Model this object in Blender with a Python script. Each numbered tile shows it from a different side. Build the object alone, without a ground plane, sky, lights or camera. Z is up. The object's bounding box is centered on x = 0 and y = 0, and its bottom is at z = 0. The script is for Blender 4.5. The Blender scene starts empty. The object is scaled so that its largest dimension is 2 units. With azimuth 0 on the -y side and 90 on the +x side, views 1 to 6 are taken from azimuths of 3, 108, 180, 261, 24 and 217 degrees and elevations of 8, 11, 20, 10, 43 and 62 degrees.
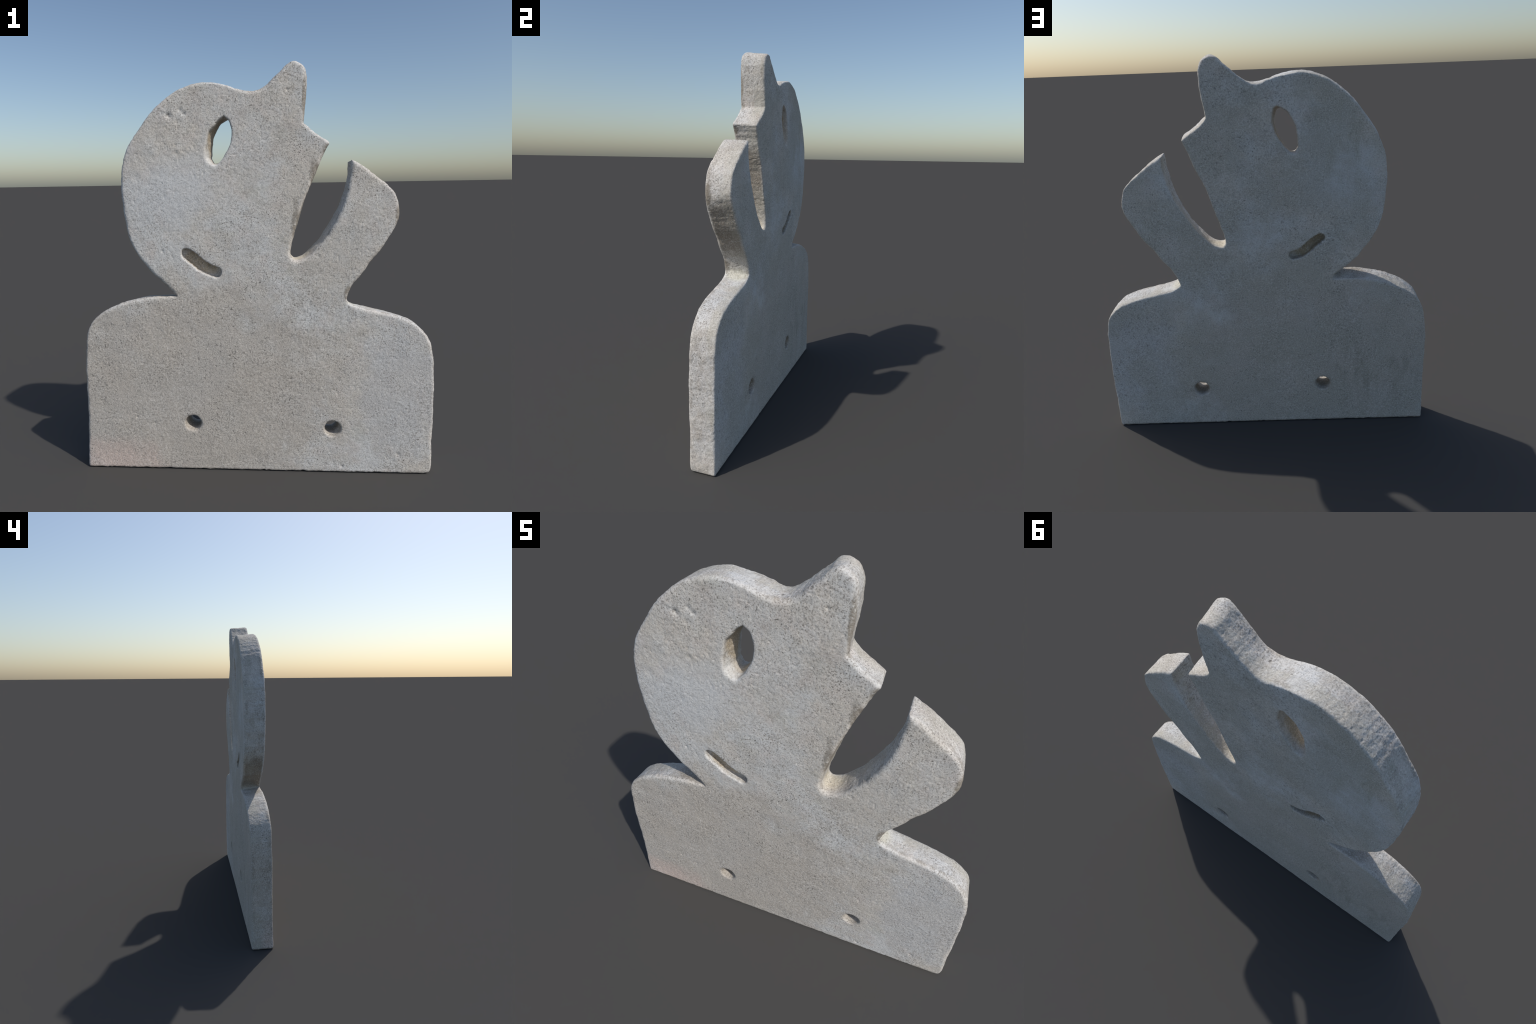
"""Cast-concrete slab sculpture: an upturned head with open mouth on square shoulders.

The slab is described by two outlines (front face and back face, a slight mould draft between
them), an almond eye hole, a curved blind groove on the cheek and two round fixing holes.  These are combined
as signed distances, with rounded arrises, and meshed with a small surface-nets routine.
The single skin is then split into anatomical parts with shared normals.
"""
import bpy
import numpy as np

CELL = 0.0032                 # mesh resolution
RNG = np.random.default_rng(11)

# ----------------------------------------------------------------------------- outlines (x, z)
# Each outline is a chain of smooth runs; a corner sits where two runs meet.
FRONT = [
    # left flank of the base, shoulder
    [(-0.872, -0.06), (-0.868, 0.08), (-0.864, 0.163), (-0.859, 0.302), (-0.856, 0.434), (-0.850, 0.559),
     (-0.847, 0.640), (-0.839, 0.700), (-0.824, 0.745), (-0.798, 0.784), (-0.754, 0.822), (-0.696, 0.853),
     (-0.633, 0.876), (-0.555, 0.892), (-0.494, 0.899), (-0.438, 0.901), (-0.384, 0.904)],
    # back of the head, crown, dip before the nose
    [(-0.384, 0.904), (-0.416, 0.947), (-0.460, 0.988), (-0.498, 1.029), (-0.536, 1.080), (-0.574, 1.135),
     (-0.601, 1.196), (-0.615, 1.270), (-0.623, 1.349), (-0.628, 1.440), (-0.626, 1.491), (-0.618, 1.544),
     (-0.602, 1.600), (-0.578, 1.643), (-0.543, 1.694), (-0.497, 1.749), (-0.451, 1.801), (-0.406, 1.839),
     (-0.361, 1.873), (-0.317, 1.894), (-0.269, 1.909), (-0.222, 1.915), (-0.184, 1.913), (-0.146, 1.906),
     (-0.104, 1.893), (-0.057, 1.877), (-0.001, 1.867), (0.047, 1.876), (0.094, 1.913), (0.155, 1.972),
     (0.180, 1.994), (0.200, 2.000), (0.222, 1.992), (0.240, 1.976), (0.251, 1.955), (0.256, 1.922),
     (0.256, 1.877), (0.250, 1.832), (0.245, 1.774), (0.240, 1.718)],
    # bridge down to the upper lip
    [(0.240, 1.718), (0.254, 1.706), (0.299, 1.668), (0.346, 1.640), (0.360, 1.624)],
    # open mouth: under the lip, corner of the mouth, inner edge of the jaw
    [(0.360, 1.624), (0.340, 1.594), (0.308, 1.527), (0.285, 1.478), (0.258, 1.412), (0.236, 1.360),
     (0.215, 1.295), (0.191, 1.213), (0.177, 1.150), (0.172, 1.115), (0.177, 1.094), (0.190, 1.080),
     (0.211, 1.076), (0.244, 1.084), (0.278, 1.106), (0.316, 1.148), (0.355, 1.196), (0.390, 1.256),
     (0.416, 1.310), (0.434, 1.365), (0.448, 1.440), (0.455, 1.492), (0.460, 1.550)],
    # jaw tip, chin, underside of the jaw
    [(0.460, 1.550), (0.487, 1.537), (0.530, 1.508), (0.572, 1.475), (0.620, 1.436), (0.656, 1.398),
     (0.677, 1.360), (0.686, 1.320), (0.685, 1.287), (0.676, 1.254), (0.655, 1.213), (0.619, 1.155),
     (0.581, 1.104), (0.544, 1.058), (0.511, 1.014), (0.482, 0.977), (0.458, 0.940), (0.440, 0.888)],
    # right shoulder and flank
    [(0.440, 0.888), (0.452, 0.870), (0.472, 0.858), (0.522, 0.843), (0.571, 0.832), (0.630, 0.820), (0.683, 0.808),
     (0.737, 0.788), (0.776, 0.766), (0.811, 0.732), (0.837, 0.692), (0.854, 0.650), (0.863, 0.588),
     (0.867, 0.531), (0.867, 0.448), (0.867, 0.343), (0.866, 0.188), (0.867, 0.060), (0.866, 0.030), (0.858, 0.008), (0.840, -0.008), (0.790, -0.06)],
    [(0.790, -0.06), (-0.872, -0.06)],
]
BACK = [
    [(-0.868, -0.06), (-0.867, 0.086), (-0.865, 0.190), (-0.863, 0.325), (-0.864, 0.430), (-0.862, 0.520),
     (-0.853, 0.615), (-0.841, 0.683), (-0.819, 0.738), (-0.790, 0.775), (-0.745, 0.808), (-0.695, 0.833),
     (-0.636, 0.854), (-0.582, 0.868), (-0.517, 0.879), (-0.453, 0.882), (-0.400, 0.880), (-0.362, 0.884)],
    [(-0.362, 0.884), (-0.373, 0.908), (-0.400, 0.930), (-0.436, 0.957), (-0.483, 1.000), (-0.529, 1.065),
     (-0.569, 1.124), (-0.596, 1.176), (-0.612, 1.235), (-0.620, 1.298), (-0.626, 1.384), (-0.625, 1.444),
     (-0.617, 1.509), (-0.603, 1.558), (-0.582, 1.606), (-0.557, 1.649), (-0.518, 1.702), (-0.479, 1.754),
     (-0.436, 1.801), (-0.384, 1.844), (-0.346, 1.869), (-0.304, 1.887), (-0.263, 1.899), (-0.221, 1.904),
     (-0.184, 1.902), (-0.142, 1.894), (-0.081, 1.880), (-0.048, 1.867), (-0.020, 1.859), (0.004, 1.861),
     (0.024, 1.870), (0.068, 1.901), (0.121, 1.945), (0.154, 1.972), (0.161, 1.983), (0.187, 1.986), (0.216, 1.974),
     (0.234, 1.948), (0.241, 1.922), (0.243, 1.874), (0.238, 1.829), (0.231, 1.784), (0.225, 1.750), (0.222, 1.720)],
    [(0.222, 1.720), (0.232, 1.705), (0.261, 1.677), (0.297, 1.655), (0.338, 1.626), (0.348, 1.618)],
    [(0.348, 1.618), (0.325, 1.562), (0.290, 1.474), (0.261, 1.411), (0.245, 1.367), (0.227, 1.296),
     (0.203, 1.224), (0.184, 1.162), (0.174, 1.118), (0.174, 1.092), (0.191, 1.076), (0.214, 1.078),
     (0.249, 1.096), (0.283, 1.130), (0.321, 1.169), (0.352, 1.219), (0.387, 1.275), (0.413, 1.321),
     (0.434, 1.381), (0.450, 1.434), (0.455, 1.479), (0.457, 1.542)],
    [(0.457, 1.542), (0.470, 1.535), (0.523, 1.503), (0.578, 1.462), (0.623, 1.424), (0.652, 1.394),
     (0.670, 1.355), (0.676, 1.318), (0.672, 1.284), (0.658, 1.247), (0.623, 1.184), (0.589, 1.128),
     (0.548, 1.077), (0.517, 1.032), (0.471, 0.971), (0.437, 0.915), (0.424, 0.876)],
    [(0.424, 0.876), (0.430, 0.864), (0.452, 0.850), (0.486, 0.836), (0.531, 0.826), (0.609, 0.808), (0.693, 0.788),
     (0.733, 0.774), (0.774, 0.754), (0.824, 0.708), (0.842, 0.668), (0.852, 0.612), (0.857, 0.549),
     (0.859, 0.440), (0.860, 0.321), (0.861, 0.177), (0.861, -0.06)],
    [(0.861, -0.06), (-0.868, -0.06)],
]
EYE_FRONT = [[(-0.128, 1.762), (-0.152, 1.743), (-0.174, 1.718), (-0.198, 1.691), (-0.209, 1.654), (-0.218, 1.617),
              (-0.219, 1.584), (-0.210, 1.553), (-0.187, 1.534), (-0.163, 1.536), (-0.139, 1.557),
              (-0.119, 1.587), (-0.101, 1.624), (-0.093, 1.661), (-0.095, 1.708), (-0.107, 1.742), (-0.128, 1.762)]]
EYE_BACK = [[(-0.108, 1.762), (-0.137, 1.749), (-0.163, 1.725), (-0.183, 1.691), (-0.196, 1.649), (-0.205, 1.606),
             (-0.204, 1.563), (-0.189, 1.540), (-0.169, 1.543), (-0.141, 1.564), (-0.117, 1.590),
             (-0.094, 1.629), (-0.084, 1.667), (-0.081, 1.704), (-0.089, 1.746), (-0.108, 1.762)]]
# the cheek groove follows a spine with a half width at each point
GROOVE_FRONT = [(-0.322, 1.116, 0.025), (-0.290, 1.092, 0.026), (-0.254, 1.060, 0.026),
                (-0.215, 1.038, 0.025), (-0.183, 1.026, 0.024)]
GROOVE_BACK = [(-0.306, 1.116, 0.020), (-0.268, 1.088, 0.023), (-0.230, 1.057, 0.023), (-0.200, 1.036, 0.022),
               (-0.165, 1.026, 0.020)]
# fixing holes: front centre, back centre, radius
FIXING_HOLES = [((-0.317, 0.247), (-0.309, 0.249), 0.043, 0.042), ((0.380, 0.229), (0.371, 0.233), 0.040, 0.043)]

Y_FRONT, Y_BACK = -0.068, 0.064
R_FRONT, R_BACK, R_HOLE = 0.017, 0.010, 0.007      # arris radii
GROWTH = 0.0022                     # the fairing pass takes this much off


def smooth_run(pts, step=0.006):
    """Centripetal-ish Catmull-Rom through the points of one run."""
    p = np.array(pts, float)
    if len(p) < 3:
        n = max(2, int(np.linalg.norm(p[-1] - p[0]) / 0.02))
        return p[0] + (p[-1] - p[0]) * np.linspace(0, 1, n, endpoint=False)[:, None]
    q = np.vstack([2 * p[0] - p[1], p, 2 * p[-1] - p[-2]])
    out = []
    for i in range(1, len(q) - 2):
        a, b, c, d = q[i - 1], q[i], q[i + 1], q[i + 2]
        n = max(2, int(np.linalg.norm(c - b) / step / 2))
        t = np.linspace(0, 1, n, endpoint=False)[:, None]
        out.append(0.5 * (2 * b + (c - a) * t + (2 * a - 5 * b + 4 * c - d) * t ** 2 + (3 * b - a - 3 * c + d) * t ** 3))
    return np.vstack(out)


def outline(runs):
    return np.vstack([smooth_run(r) for r in runs])


def signed_distance(poly, X, Z):
    """Signed distance (negative inside) from grid points to a closed polygon."""
    px, pz = X.ravel(), Z.ravel()
    best = np.full(px.size, 1e9)
    inside = np.zeros(px.size, bool)
    nxt = np.roll(poly, -1, axis=0)
    for (ax, az), (bx, bz) in zip(poly, nxt):
        ex, ez = bx - ax, bz - az
        wx, wz = px - ax, pz - az
        t = np.clip((wx * ex + wz * ez) / (ex * ex + ez * ez + 1e-12), 0, 1)
        dx, dz = wx - t * ex, wz - t * ez
        np.minimum(best, dx * dx + dz * dz, out=best)
        if (az > pz.min()) or (bz > pz.min()):
            cross = (az > pz) != (bz > pz)
            if ez != 0:
                inside ^= cross & (px < ax + (pz - az) * ex / ez)
    d = np.sqrt(best)
    return np.where(inside, -d, d).reshape(X.shape)


def groove_distance(spine, X, Z):
    s = smooth_run(spine, 0.01)
    s = np.vstack([s, spine[-1]])
    best = np.full(X.shape, 1e9)
    for x, z, r in s:
        np.minimum(best, np.hypot(X - x, Z - z + 0.004) - r - 0.002, out=best)
    return best


# ----------------------------------------------------------------------------- noise
def lattice_noise(P, scale, seed):
    """Smooth value noise in -1..1 at points P (n,3)."""
    rng = np.random.default_rng(seed)
    L = rng.random((64, 64, 64), dtype=np.float32) * 2 - 1
    q = P * scale + 100.37 + seed * 0.61
    i = np.floor(q).astype(np.int64)
    f = q - i
    f = f * f * f * (f * (f * 6 - 15) + 10)
    i &= 63
    j = (i + 1) & 63
    x0, y0, z0 = i.T
    x1, y1, z1 = j.T
    fx, fy, fz = f.T
    c = ((L[x0, y0, z0] * (1 - fx) + L[x1, y0, z0] * fx) * (1 - fy) + (L[x0, y1, z0] * (1 - fx) + L[x1, y1, z0] * fx) * fy) * (1 - fz) \
        + ((L[x0, y0, z1] * (1 - fx) + L[x1, y0, z1] * fx) * (1 - fy) + (L[x0, y1, z1] * (1 - fx) + L[x1, y1, z1] * fx) * fy) * fz
    return c


# ----------------------------------------------------------------------------- field
def face_depth(X, Z):
    """Gentle warp of the two faces (metres added to y)."""
    def swell(x0, z0, rx, rz):
        return np.exp(-((X - x0) / rx) ** 2 - ((Z - z0) / rz) ** 2)
    lean = 0.0035 * (Z - 1.0)
    front = (0.0020 - 0.0095 * X + lean + 0.003 * swell(0.05, 1.72, 0.22, 0.25) - 0.005 * swell(0.40, 1.30, 0.28, 0.30)
             - 0.004 * swell(-0.50, 1.45, 0.20, 0.40) + 0.004 * swell(0.85, 0.10, 0.15, 0.30))
    back = (0.0022 - 0.0105 * X + lean - 0.003 * swell(0.02, 0.60, 0.22, 0.55)      # shallow hollow down the spine
            - 0.001 * swell(-0.10, 1.45, 0.20, 0.30))
    return front, back


def round_meet(a, b, r):
    """Intersection of two half-solids with a rounded arris of radius r."""
    a, b = a + r, b + r
    return np.minimum(np.maximum(a, b), 0) + np.hypot(np.maximum(a, 0), np.maximum(b, 0)) - r


def build_field():
    xs = np.arange(-0.90, 0.90 + CELL, CELL)
    zs = np.arange(-0.02, 2.03 + CELL, CELL)
    ys = np.arange(-0.095, 0.095 + CELL, CELL)
    X, Z = np.meshgrid(xs, zs, indexing="ij")
    df = signed_distance(outline(FRONT), X, Z)
    db = signed_distance(outline(BACK), X, Z)
    ef = signed_distance(outline(EYE_FRONT), X, Z)
    eb = signed_distance(outline(EYE_BACK), X, Z)
    gf = groove_distance(GROOVE_FRONT, X, Z)
    gb = groove_distance(GROOVE_BACK, X, Z)
    P2 = np.stack([X.ravel(), 0 * X.ravel(), Z.ravel()], -1)
    edge_wobble = (0.0014 * lattice_noise(P2, 22, 3) + 0.0012 * lattice_noise(P2, 60, 4)).reshape(X.shape)
    eye_wobble = (0.0030 * lattice_noise(P2, 26, 13) + 0.0016 * lattice_noise(P2, 60, 14)).reshape(X.shape)
    foot = (0.0016 * lattice_noise(P2 * [1, 1, 0], 28, 5) + 0.0014 * lattice_noise(P2 * [1, 1, 0], 80, 6)).reshape(X.shape)
    foot += 0.013 * np.clip(lattice_noise(P2 * [1, 1, 0], 40, 7) - 0.35, 0, 1).reshape(X.shape)     # chipped foot
    wear = 1 + 0.35 * lattice_noise(P2, 9, 8).reshape(X.shape)
    growth = (GROWTH - 0.0025 * np.clip((X - 0.5) / 0.2, 0, 1) + 0.002 * np.clip((-X - 0.7) / 0.1, 0, 1)
              + 0.003 * np.exp(-((X - 0.31) / 0.12) ** 2 - ((Z - 1.33) / 0.22) ** 2)
              + 0.004 * np.exp(-((X + 0.52) / 0.12) ** 2 - ((Z - 1.05) / 0.14) ** 2))
    wf, wb = face_depth(X, Z)
    yf, yb = Y_FRONT + wf, Y_BACK + wb
    field = np.empty((len(xs), len(ys), len(zs)), np.float32)
    for k, y in enumerate(ys):
        w = np.clip((y - Y_FRONT) / (Y_BACK - Y_FRONT), 0, 1)
        s = w * w * (3 - 2 * w)
        d = df * (1 - w) + db * w + edge_wobble - growth
        f = np.maximum(yf - y, y - yb)
        # eye
        h = -(ef * (1 - s) + eb * s) + eye_wobble - 0.005 * np.sin(np.pi * w)
        # fixing holes run through, slightly off axis
        for (fx, fz), (bx, bz), rf, rb in FIXING_HOLES:
            cx, cz = fx + (bx - fx) * w, fz + (bz - fz) * w
            r = rf + (rb - rf) * w - 0.006 * np.sin(np.pi * w)
            h = np.maximum(h, r - np.hypot(X - cx, Z - cz) + edge_wobble)
        # cheek groove: a pocket from each face with a rough web between
        web = 0.022 + edge_wobble * 3 - abs(y + 0.004)
        pocket = np.maximum(np.where(y < 0, gf, gb), web)
        h = np.maximum(h, -pocket + eye_wobble * 0.7)
        # rounded meeting of flank and faces
        r = (R_FRONT * (1 - s) + R_BACK * s) * wear
        v = np.maximum(round_meet(d, f, r), round_meet(h, f, R_HOLE * wear))
        # ground cut with a crumbly arris
        field[:, k, :] = round_meet(v, foot - Z, 0.005)
    return xs, ys, zs, field


def surface_nets(xs, ys, zs, f):
    """Dual mesh of the zero level: one vertex per mixed cell, one quad per crossed grid edge."""
    neg = f < 0
    nx, ny, nz = f.shape
    c = [neg[dx:nx - 1 + dx, dy:ny - 1 + dy, dz:nz - 1 + dz] for dx in (0, 1) for dy in (0, 1) for dz in (0, 1)]
    cnt = np.zeros((nx - 1, ny - 1, nz - 1), np.uint8)
    for m in c:
        cnt += m
    I, J, K = np.nonzero((cnt > 0) & (cnt < 8))
    vid = np.full(cnt.shape, -1, np.int32)
    vid[I, J, K] = np.arange(len(I))
    corners = np.array([(a, b, d) for a in (0, 1) for b in (0, 1) for d in (0, 1)])
    val = np.stack([f[I + a, J + b, K + d] for a, b, d in corners], -1)
    acc = np.zeros((len(I), 3))
    num = np.zeros(len(I))
    for i in range(8):
        for j in range(i + 1, 8):
            if np.abs(corners[i] - corners[j]).sum() == 1:
                m = (val[:, i] < 0) != (val[:, j] < 0)
                t = val[m, i] / (val[m, i] - val[m, j])
                acc[m] += corners[i] + t[:, None] * (corners[j] - corners[i])
                num[m] += 1
    V = (acc / num[:, None] + np.stack([I, J, K], -1)) * CELL + np.array([xs[0], ys[0], zs[0]])
    quads = []
    for ax in range(3):
        lo = [slice(1, -1)] * 3
        hi = [slice(1, -1)] * 3
        lo[ax], hi[ax] = slice(0, -1), slice(1, None)
        n0, n1 = neg[tuple(lo)], neg[tuple(hi)]
        off = np.ones(3, int)
        off[ax] = 0
        u, w = [a for a in range(3) if a != ax]
        for flip, mask in ((False, n0 & ~n1), (True, ~n0 & n1)):
            g = np.stack(np.nonzero(mask), -1) + off
            ring = []
            for du, dw in ((-1, -1), (0, -1), (0, 0), (-1, 0)):
                h = g.copy()
                h[:, u] += du
                h[:, w] += dw
                ring.append(vid[h[:, 0], h[:, 1], h[:, 2]])
            q = np.stack(ring, -1)
            if flip != (ax == 1):
                q = q[:, ::-1]
            quads.append(q)
    return V, np.vstack(quads)


def vertex_normals(V, Q):
    n = np.cross(V[Q[:, 2]] - V[Q[:, 0]], V[Q[:, 3]] - V[Q[:, 1]])
    N = np.zeros_like(V)
    for k in range(4):
        for a in range(3):
            N[:, a] += np.bincount(Q[:, k], n[:, a], len(V))
    return N / (np.linalg.norm(N, axis=1, keepdims=True) + 1e-12)


def relax(V, Q, n):
    """Light tangential fairing to take the grid steps out."""
    for _ in range(n):
        S = np.zeros_like(V)
        C = np.zeros(len(V))
        for k in range(4):
            for o in (1, 3):
                for a in range(3):
                    S[:, a] += np.bincount(Q[:, k], V[Q[:, (k + o) % 4], a], len(V))
                C += np.bincount(Q[:, k], minlength=len(V))
        V = 0.5 * V + 0.5 * S / C[:, None]
    return V


# dents cast into the brow and small air holes: x, z, radius, depth (front face)
DENTS = [(-0.388, 1.764, 0.015, 0.006), (-0.333, 1.790, 0.010, 0.004), (-0.315, 1.772, 0.011, 0.005),
         (-0.345, 1.735, 0.014, 0.002), (-0.455, 1.70, 0.022, 0.0015), (-0.43, 1.66, 0.025, 0.0015),
         (-0.355, 1.592, 0.010, 0.003), (-0.358, 1.630, 0.006, 0.003), (-0.555, 1.48, 0.022, 0.002),
         (-0.44, 1.127, 0.007, 0.004), (-0.605, 0.275, 0.006, 0.004), (-0.515, 0.245, 0.008, 0.003),
         (0.165, 1.868, 0.006, 0.003), (0.70, 0.10, 0.009, 0.004), (0.425, 0.03, 0.007, 0.004)]


def weather(V, N):
    """Cast-concrete relief: broad unevenness, sandy grain, air holes."""
    flank = np.clip(1 - np.abs(N[:, 1]) * 1.6, 0, 1)          # rougher where the mould edge was
    front = np.clip(-N[:, 1], 0, 1)
    brow = np.exp(-((V[:, 0] + 0.45) ** 2 / 0.03 + (V[:, 2] - 1.62) ** 2 / 0.05)) * front
    h = 0.0016 * lattice_noise(V, 5, 21) + 0.0010 * lattice_noise(V, 18, 22)
    h += (0.0004 + 0.0004 * flank) * lattice_noise(V, 60, 23)
    h += (0.00035 + 0.0004 * flank) * lattice_noise(V, 130, 24)
    h += brow * 0.0011 * lattice_noise(V, 34, 25)
    h += flank * 0.0005 * lattice_noise(V * [1, 1, 0.6], 50, 26)
    pits = lattice_noise(V, 95, 27)
    h -= 0.0014 * np.clip(pits - 0.55, 0, 1) / 0.45
    for x, z, r, dep in DENTS:
        rr = np.hypot(V[:, 0] - x, V[:, 2] - z) / r
        h -= front * dep * np.exp(-rr ** 2)
    h *= np.clip(V[:, 2] / 0.02, 0, 1)
    return V + N * h[:, None]


# ----------------------------------------------------------------------------- material
def concrete():
    m = bpy.data.materials.new("weathered_concrete")
    m.use_nodes = True
    nt = m.node_tree
    nd, lk = nt.nodes, nt.links
    nd.clear()
    out = nd.new("ShaderNodeOutputMaterial")
    bsdf = nd.new("ShaderNodeBsdfPrincipled")
    lk.new(bsdf.outputs[0], out.inputs[0])
    co = nd.new("ShaderNodeTexCoord").outputs["Object"]

    def noise(scale, detail=3, rough=0.55, stretch=None, offset=(0, 0, 0)):
        mp = nd.new("ShaderNodeMapping")
        mp.inputs["Location"].default_value = offset
        if stretch:
            mp.inputs["Scale"].default_value = stretch
        lk.new(co, mp.inputs["Vector"])
        t = nd.new("ShaderNodeTexNoise")
        t.inputs["Scale"].default_value = scale
        t.inputs["Detail"].default_value = detail
        t.inputs["Roughness"].default_value = rough
        lk.new(mp.outputs[0], t.inputs["Vector"])
        return t.outputs["Fac"]

    def ramp(fac, lo, hi, a=0.0, b=1.0):
        r = nd.new("ShaderNodeMapRange")
        r.interpolation_type = "SMOOTHSTEP"
        r.inputs["From Min"].default_value = lo
        r.inputs["From Max"].default_value = hi
        r.inputs["To Min"].default_value = a
        r.inputs["To Max"].default_value = b
        lk.new(fac, r.inputs["Value"])
        return r.outputs[0]

    def math(op, a, b):
        n = nd.new("ShaderNodeMath")
        n.operation = op
        for s, v in zip(n.inputs, (a, b)):
            if isinstance(v, (int, float)):
                s.default_value = v
            else:
                lk.new(v, s)
        return n.outputs[0]

    def mix(fac, a, b, mode="MIX"):
        n = nd.new("ShaderNodeMix")
        n.data_type = "RGBA"
        n.blend_type = mode
        for s, v in ((n.inputs["Factor"], fac), (n.inputs["A"], a), (n.inputs["B"], b)):
            if isinstance(v, (int, float)):
                s.default_value = v
            elif isinstance(v, tuple):
                s.default_value = (*v, 1)
            else:
                lk.new(v, s)
        return n.outputs["Result"]

    def blob(cx, cy, cz, rx, ry, rz, soft=0.6):
        """Soft ellipsoidal patch around a place on the sculpture."""
        mp = nd.new("ShaderNodeMapping")
        mp.vector_type = "TEXTURE"
        mp.inputs["Location"].default_value = (cx, cy, cz)
        mp.inputs["Scale"].default_value = (rx, ry, rz)
        lk.new(co, mp.inputs["Vector"])
        ln = nd.new("ShaderNodeVectorMath")
        ln.operation = "LENGTH"
        lk.new(mp.outputs[0], ln.inputs[0])
        wob = math("ADD", ln.outputs["Value"], math("MULTIPLY", math("SUBTRACT", patch_noise, 0.5), 0.9))
        return ramp(wob, 1.0, 1.0 - soft)

    patch_noise = noise(9, 4, 0.6, offset=(3, 1, 7))

    sep = nd.new("ShaderNodeSeparateXYZ")
    lk.new(co, sep.inputs[0])
    # distance from the (slightly turned, slightly leaning) middle plane of the slab
    skew = math("ADD", math("MULTIPLY", sep.outputs["X"], 0.0100), math("MULTIPLY", sep.outputs["Z"], -0.0035))
    depth = math("ABSOLUTE", math("ADD", sep.outputs["Y"], math("ADD", skew, 0.0035)), 0)
    arris = math("MULTIPLY", ramp(depth, 0.036, 0.050), ramp(depth, 0.0635, 0.055))
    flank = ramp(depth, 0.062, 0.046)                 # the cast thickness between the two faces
    rear = ramp(sep.outputs["Y"], 0.0, 0.02)

    def wash(col, mask, amount, tint):
        return mix(math("MULTIPLY", mask, amount), col, tint)

    # broad tone: cool cement grey against warm sand grey
    warm_sand, cool_cement = (0.640, 0.590, 0.520), (0.650, 0.645, 0.625)
    col = mix(ramp(noise(3.0, 4, 0.6), 0.38, 0.62), warm_sand, cool_cement)
    col = wash(col, ramp(noise(13, 3, 0.6, offset=(1, 2, 3)), 0.45, 0.72), 0.4, (0.62, 0.54, 0.49))
    col = wash(col, ramp(noise(8, 4, 0.6, offset=(4, 9, 3)), 0.55, 0.75), 0.35, (0.50, 0.48, 0.395))
    col = wash(col, ramp(noise(6, 5, 0.65, offset=(9, 4, 6)), 0.50, 0.68), 0.35, (0.44, 0.41, 0.37))
    col = wash(col, ramp(noise(20, 4, 0.65, offset=(2, 8, 6)), 0.54, 0.72), 0.35, (0.42, 0.39, 0.35))
    # cool cement skin on cheek and right shoulder, dusty warm grey on breast and left shoulder
    col = wash(col, blob(-0.40, 0, 1.40, 0.34, 0.3, 0.22), 0.65, (0.640, 0.650, 0.655))
    col = wash(col, blob(-0.32, 0, 0.35, 0.95, 0.4, 0.75, 0.4), 0.75, (0.500, 0.450, 0.390))
    col = wash(col, blob(0.72, 0, 0.42, 0.34, 0.3, 0.48), 0.65, (0.545, 0.542, 0.540))
    col = wash(col, blob(0.35, 0, 1.10, 0.25, 0.3, 0.30), 0.5, (0.56, 0.51, 0.44))
    # rusty-pink splash at the foot
    col = wash(col, blob(-0.74, -0.05, 0.02, 0.42, 0.14, 0.20, 0.9), 0.65, (0.69, 0.53, 0.46))
    # brown dirt held on the cast flanks
    dirt = math("MULTIPLY", flank, ramp(noise(16, 5, 0.7, stretch=(1, 1, 0.7), offset=(2, 6, 1)), 0.42, 0.66))
    col = wash(col, dirt, 0.5, (0.38, 0.33, 0.27))
    for place in ((0.60, 0, 1.13, 0.15, 0.2, 0.20), (0.25, 0, 1.35, 0.10, 0.2, 0.27), (-0.50, 0, 1.02, 0.16, 0.2, 0.16)):  # shade under chin, lip and nape, painted into the flank colour
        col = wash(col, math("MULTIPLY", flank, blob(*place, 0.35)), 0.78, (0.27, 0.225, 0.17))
    col = wash(col, math("MULTIPLY", arris, ramp(noise(11, 5, 0.7, offset=(6, 2, 9)), 0.46, 0.62)), 0.6, (0.30, 0.26, 0.21))
    # damp streaks low on the rear face, faint algae behind the crown
    run = ramp(noise(20, 5, 0.7, stretch=(1, 1, 0.25), offset=(0, 3, 5)), 0.42, 0.68)
    col = wash(col, math("MULTIPLY", math("MULTIPLY", blob(-0.60, 0.06, 0.30, 0.40, 0.12, 0.45, 0.8), rear), run), 0.65, (0.30, 0.28, 0.225))
    col = wash(col, math("MULTIPLY", math("MULTIPLY", blob(-0.42, 0.06, 1.60, 0.26, 0.12, 0.34, 0.8), rear), run), 0.5, (0.37, 0.37, 0.28))
    col = wash(col, math("MULTIPLY", math("MULTIPLY", blob(0.45, 0.06, 0.20, 0.30, 0.12, 0.25, 0.8), rear), run), 0.5, (0.34, 0.31, 0.25))
    col = wash(col, math("MULTIPLY", rear, ramp(noise(3.5, 5, 0.65, offset=(5, 0, 1)), 0.38, 0.60)), 0.6, (0.46, 0.435, 0.370))  # broad duller, warmer patches over the rear face
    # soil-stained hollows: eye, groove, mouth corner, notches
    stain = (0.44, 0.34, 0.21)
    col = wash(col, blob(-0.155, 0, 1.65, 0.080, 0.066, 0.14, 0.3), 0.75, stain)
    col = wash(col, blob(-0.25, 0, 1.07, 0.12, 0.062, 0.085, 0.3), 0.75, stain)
    col = wash(col, blob(0.20, 0, 1.09, 0.07, 0.075, 0.06), 0.5, (0.66, 0.58, 0.42))
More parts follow.
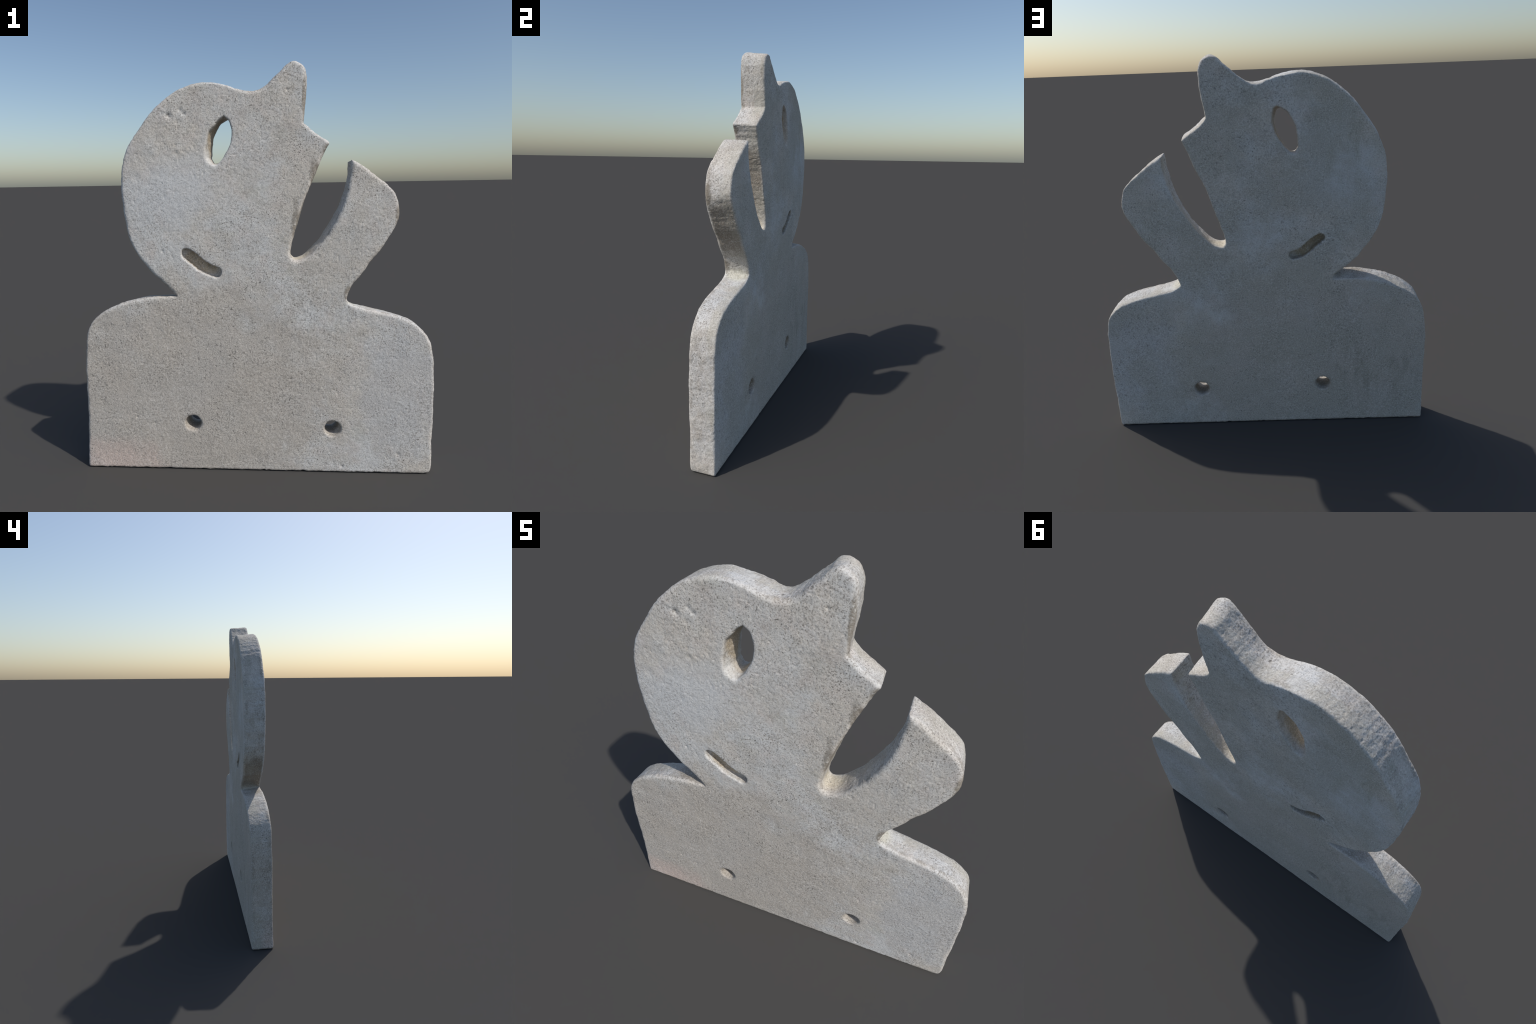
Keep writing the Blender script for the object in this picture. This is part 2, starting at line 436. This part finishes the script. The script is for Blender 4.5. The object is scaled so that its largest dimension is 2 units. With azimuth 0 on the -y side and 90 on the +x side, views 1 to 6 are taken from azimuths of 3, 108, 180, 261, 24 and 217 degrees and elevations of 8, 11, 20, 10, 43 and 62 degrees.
    col = wash(col, blob(0.45, 0, 0.87, 0.07, 0.075, 0.05), 0.45, (0.63, 0.60, 0.45))
    for hx, hz in ((-0.314, 0.248), (0.376, 0.231)):  # tunnel walls darkened for the occlusion inside the fixing holes
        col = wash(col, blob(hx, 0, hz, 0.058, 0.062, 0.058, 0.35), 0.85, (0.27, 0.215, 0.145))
    for hx, hz in ((-0.314, 0.250), (0.376, 0.232)):      # grime round the rims of the fixing holes
        col = wash(col, blob(hx, 0, hz, 0.070, 0.3, 0.070, 0.45), 0.35, (0.33, 0.29, 0.24))
    # sandy speckle: pale aggregate, dark pores; the sand lies barer away from the smooth cheek
    bare = ramp(blob(-0.35, 0, 1.50, 0.45, 0.3, 0.42, 0.7), 0.0, 1.0, 1.0, 0.6)
    bare = math("MULTIPLY", bare, ramp(noise(5.5, 4, 0.6, offset=(3, 3, 9)), 0.38, 0.62, 0.6, 1.1))
    bare = math("MULTIPLY", bare, ramp(rear, 0.0, 1.0, 1.0, 0.7))
    fine = noise(165, 3, 0.7)
    col = wash(col, ramp(fine, 0.50, 0.68), 0.50, (0.80, 0.775, 0.73))
    col = wash(col, math("MULTIPLY", ramp(fine, 0.49, 0.36), bare), 0.85, (0.29, 0.265, 0.235))
    col = wash(col, math("MULTIPLY", ramp(noise(95, 2, 0.6, offset=(5, 5, 5)), 0.40, 0.29), bare), 0.9, (0.20, 0.185, 0.165))
    col = wash(col, math("MULTIPLY", ramp(noise(30, 5, 0.75, offset=(8, 0, 2)), 0.46, 0.30), bare), 0.4, (0.33, 0.30, 0.265))
    # worn dark arris: nose front, lip, under the lip, chin; soil line along the foot
    crumble = ramp(noise(45, 4, 0.7, offset=(7, 7, 1)), 0.30, 0.55)
    for place in ((0.252, -0.062, 1.83, 0.020, 0.020, 0.13), (0.350, -0.058, 1.60, 0.028, 0.028, 0.035),
                  (0.292, -0.055, 1.49, 0.030, 0.024, 0.12), (0.205, -0.055, 1.25, 0.028, 0.024, 0.16),
                  (0.690, -0.06, 1.28, 0.025, 0.030, 0.10), (0.455, -0.065, 0.92, 0.025, 0.028, 0.05)):
        col = wash(col, math("MULTIPLY", blob(*place, 0.5), crumble), 0.75, (0.20, 0.17, 0.13))
    col = wash(col, math("MULTIPLY", ramp(sep.outputs["Z"], 0.016, 0.004), crumble), 0.7, (0.20, 0.175, 0.145))
    lk.new(col, bsdf.inputs["Base Color"])
    bsdf.inputs["Roughness"].default_value = 0.92
    bsdf.inputs["Specular IOR Level"].default_value = 0.25

    bump = nd.new("ShaderNodeBump")
    bump.inputs["Strength"].default_value = 0.65
    bump.inputs["Distance"].default_value = 0.0025
    lk.new(math("ADD", math("MULTIPLY", fine, 0.8), math("MULTIPLY", noise(70, 2, 0.6, offset=(5, 5, 5)), 0.6)),
           bump.inputs["Height"])
    lk.new(bump.outputs[0], bsdf.inputs["Normal"])
    return m


# ----------------------------------------------------------------------------- parts
def above(p, q, x, z):
    """True where (x,z) lies to the left of the directed line p->q."""
    return (q[0] - p[0]) * (z - p[1]) - (q[1] - p[1]) * (x - p[0]) > 0


def classify(x, z):
    nape, throat, gape = (-0.372, 0.895), (0.432, 0.882), (0.176, 1.084)
    low = ~above(nape, throat, x, z)
    right_of_gape = above(throat, gape, x, z) == False
    under_head = ~above(nape, gape, x, z)
    # the slit of the mouth separates lip and jaw
    slit = x > np.interp(z, [1.084, 1.30, 1.45, 1.60], [0.19, 0.30, 0.38, 0.41])
    nose = (above((-0.02, 1.862), (0.233, 1.720), x, z)) & (x > -0.1) & (z > 1.65)
    part = np.full(x.shape, "head", dtype=object)
    part[nose] = "nose"
    part[right_of_gape & slit & (z < 1.60)] = "jaw"
    part[under_head & ~right_of_gape] = "neck"
    part[low] = "torso"
    return part


def main():
    xs, ys, zs, f = build_field()
    V, Q = surface_nets(xs, ys, zs, f)
    V = relax(V, Q, 2)
    V = weather(V, vertex_normals(V, Q))
    # rest on the ground, two metres tall
    V[:, 2] -= V[:, 2].min()
    V *= 2.0 / V[:, 2].max()
    V[:, 0] -= (V[:, 0].max() + V[:, 0].min()) / 2
    V[:, 0] *= 0.877 / V[:, 0].max()
    N = vertex_normals(V, Q)
    C = V[Q].mean(1)
    kinds = classify(C[:, 0], C[:, 2])
    mat = concrete()
    root = bpy.data.objects.new("statue", None)
    root["label"] = "weathered grey concrete slab cut as an upturned open-mouthed head"
    root["category"] = "statue"
    bpy.context.scene.collection.objects.link(root)
    for name in ("torso", "neck", "head", "nose", "jaw"):
        q = Q[kinds == name]
        used, inv = np.unique(q, return_inverse=True)
        q = inv.reshape(-1, 4)
        me = bpy.data.meshes.new(name)
        me.vertices.add(len(used))
        me.vertices.foreach_set("co", V[used].astype(np.float32).ravel())
        me.loops.add(q.size)
        me.loops.foreach_set("vertex_index", q.astype(np.int32).ravel())
        me.polygons.add(len(q))
        me.polygons.foreach_set("loop_start", np.arange(0, q.size, 4, dtype=np.int32))
        me.update(calc_edges=True)
        me.validate()
        me.polygons.foreach_set("use_smooth", np.ones(len(me.polygons), bool))
        me.normals_split_custom_set_from_vertices(N[used].astype(np.float32).tolist())
        me.materials.append(mat)
        ob = bpy.data.objects.new(name, me)
        ob.parent = root
        bpy.context.scene.collection.objects.link(ob)


main()
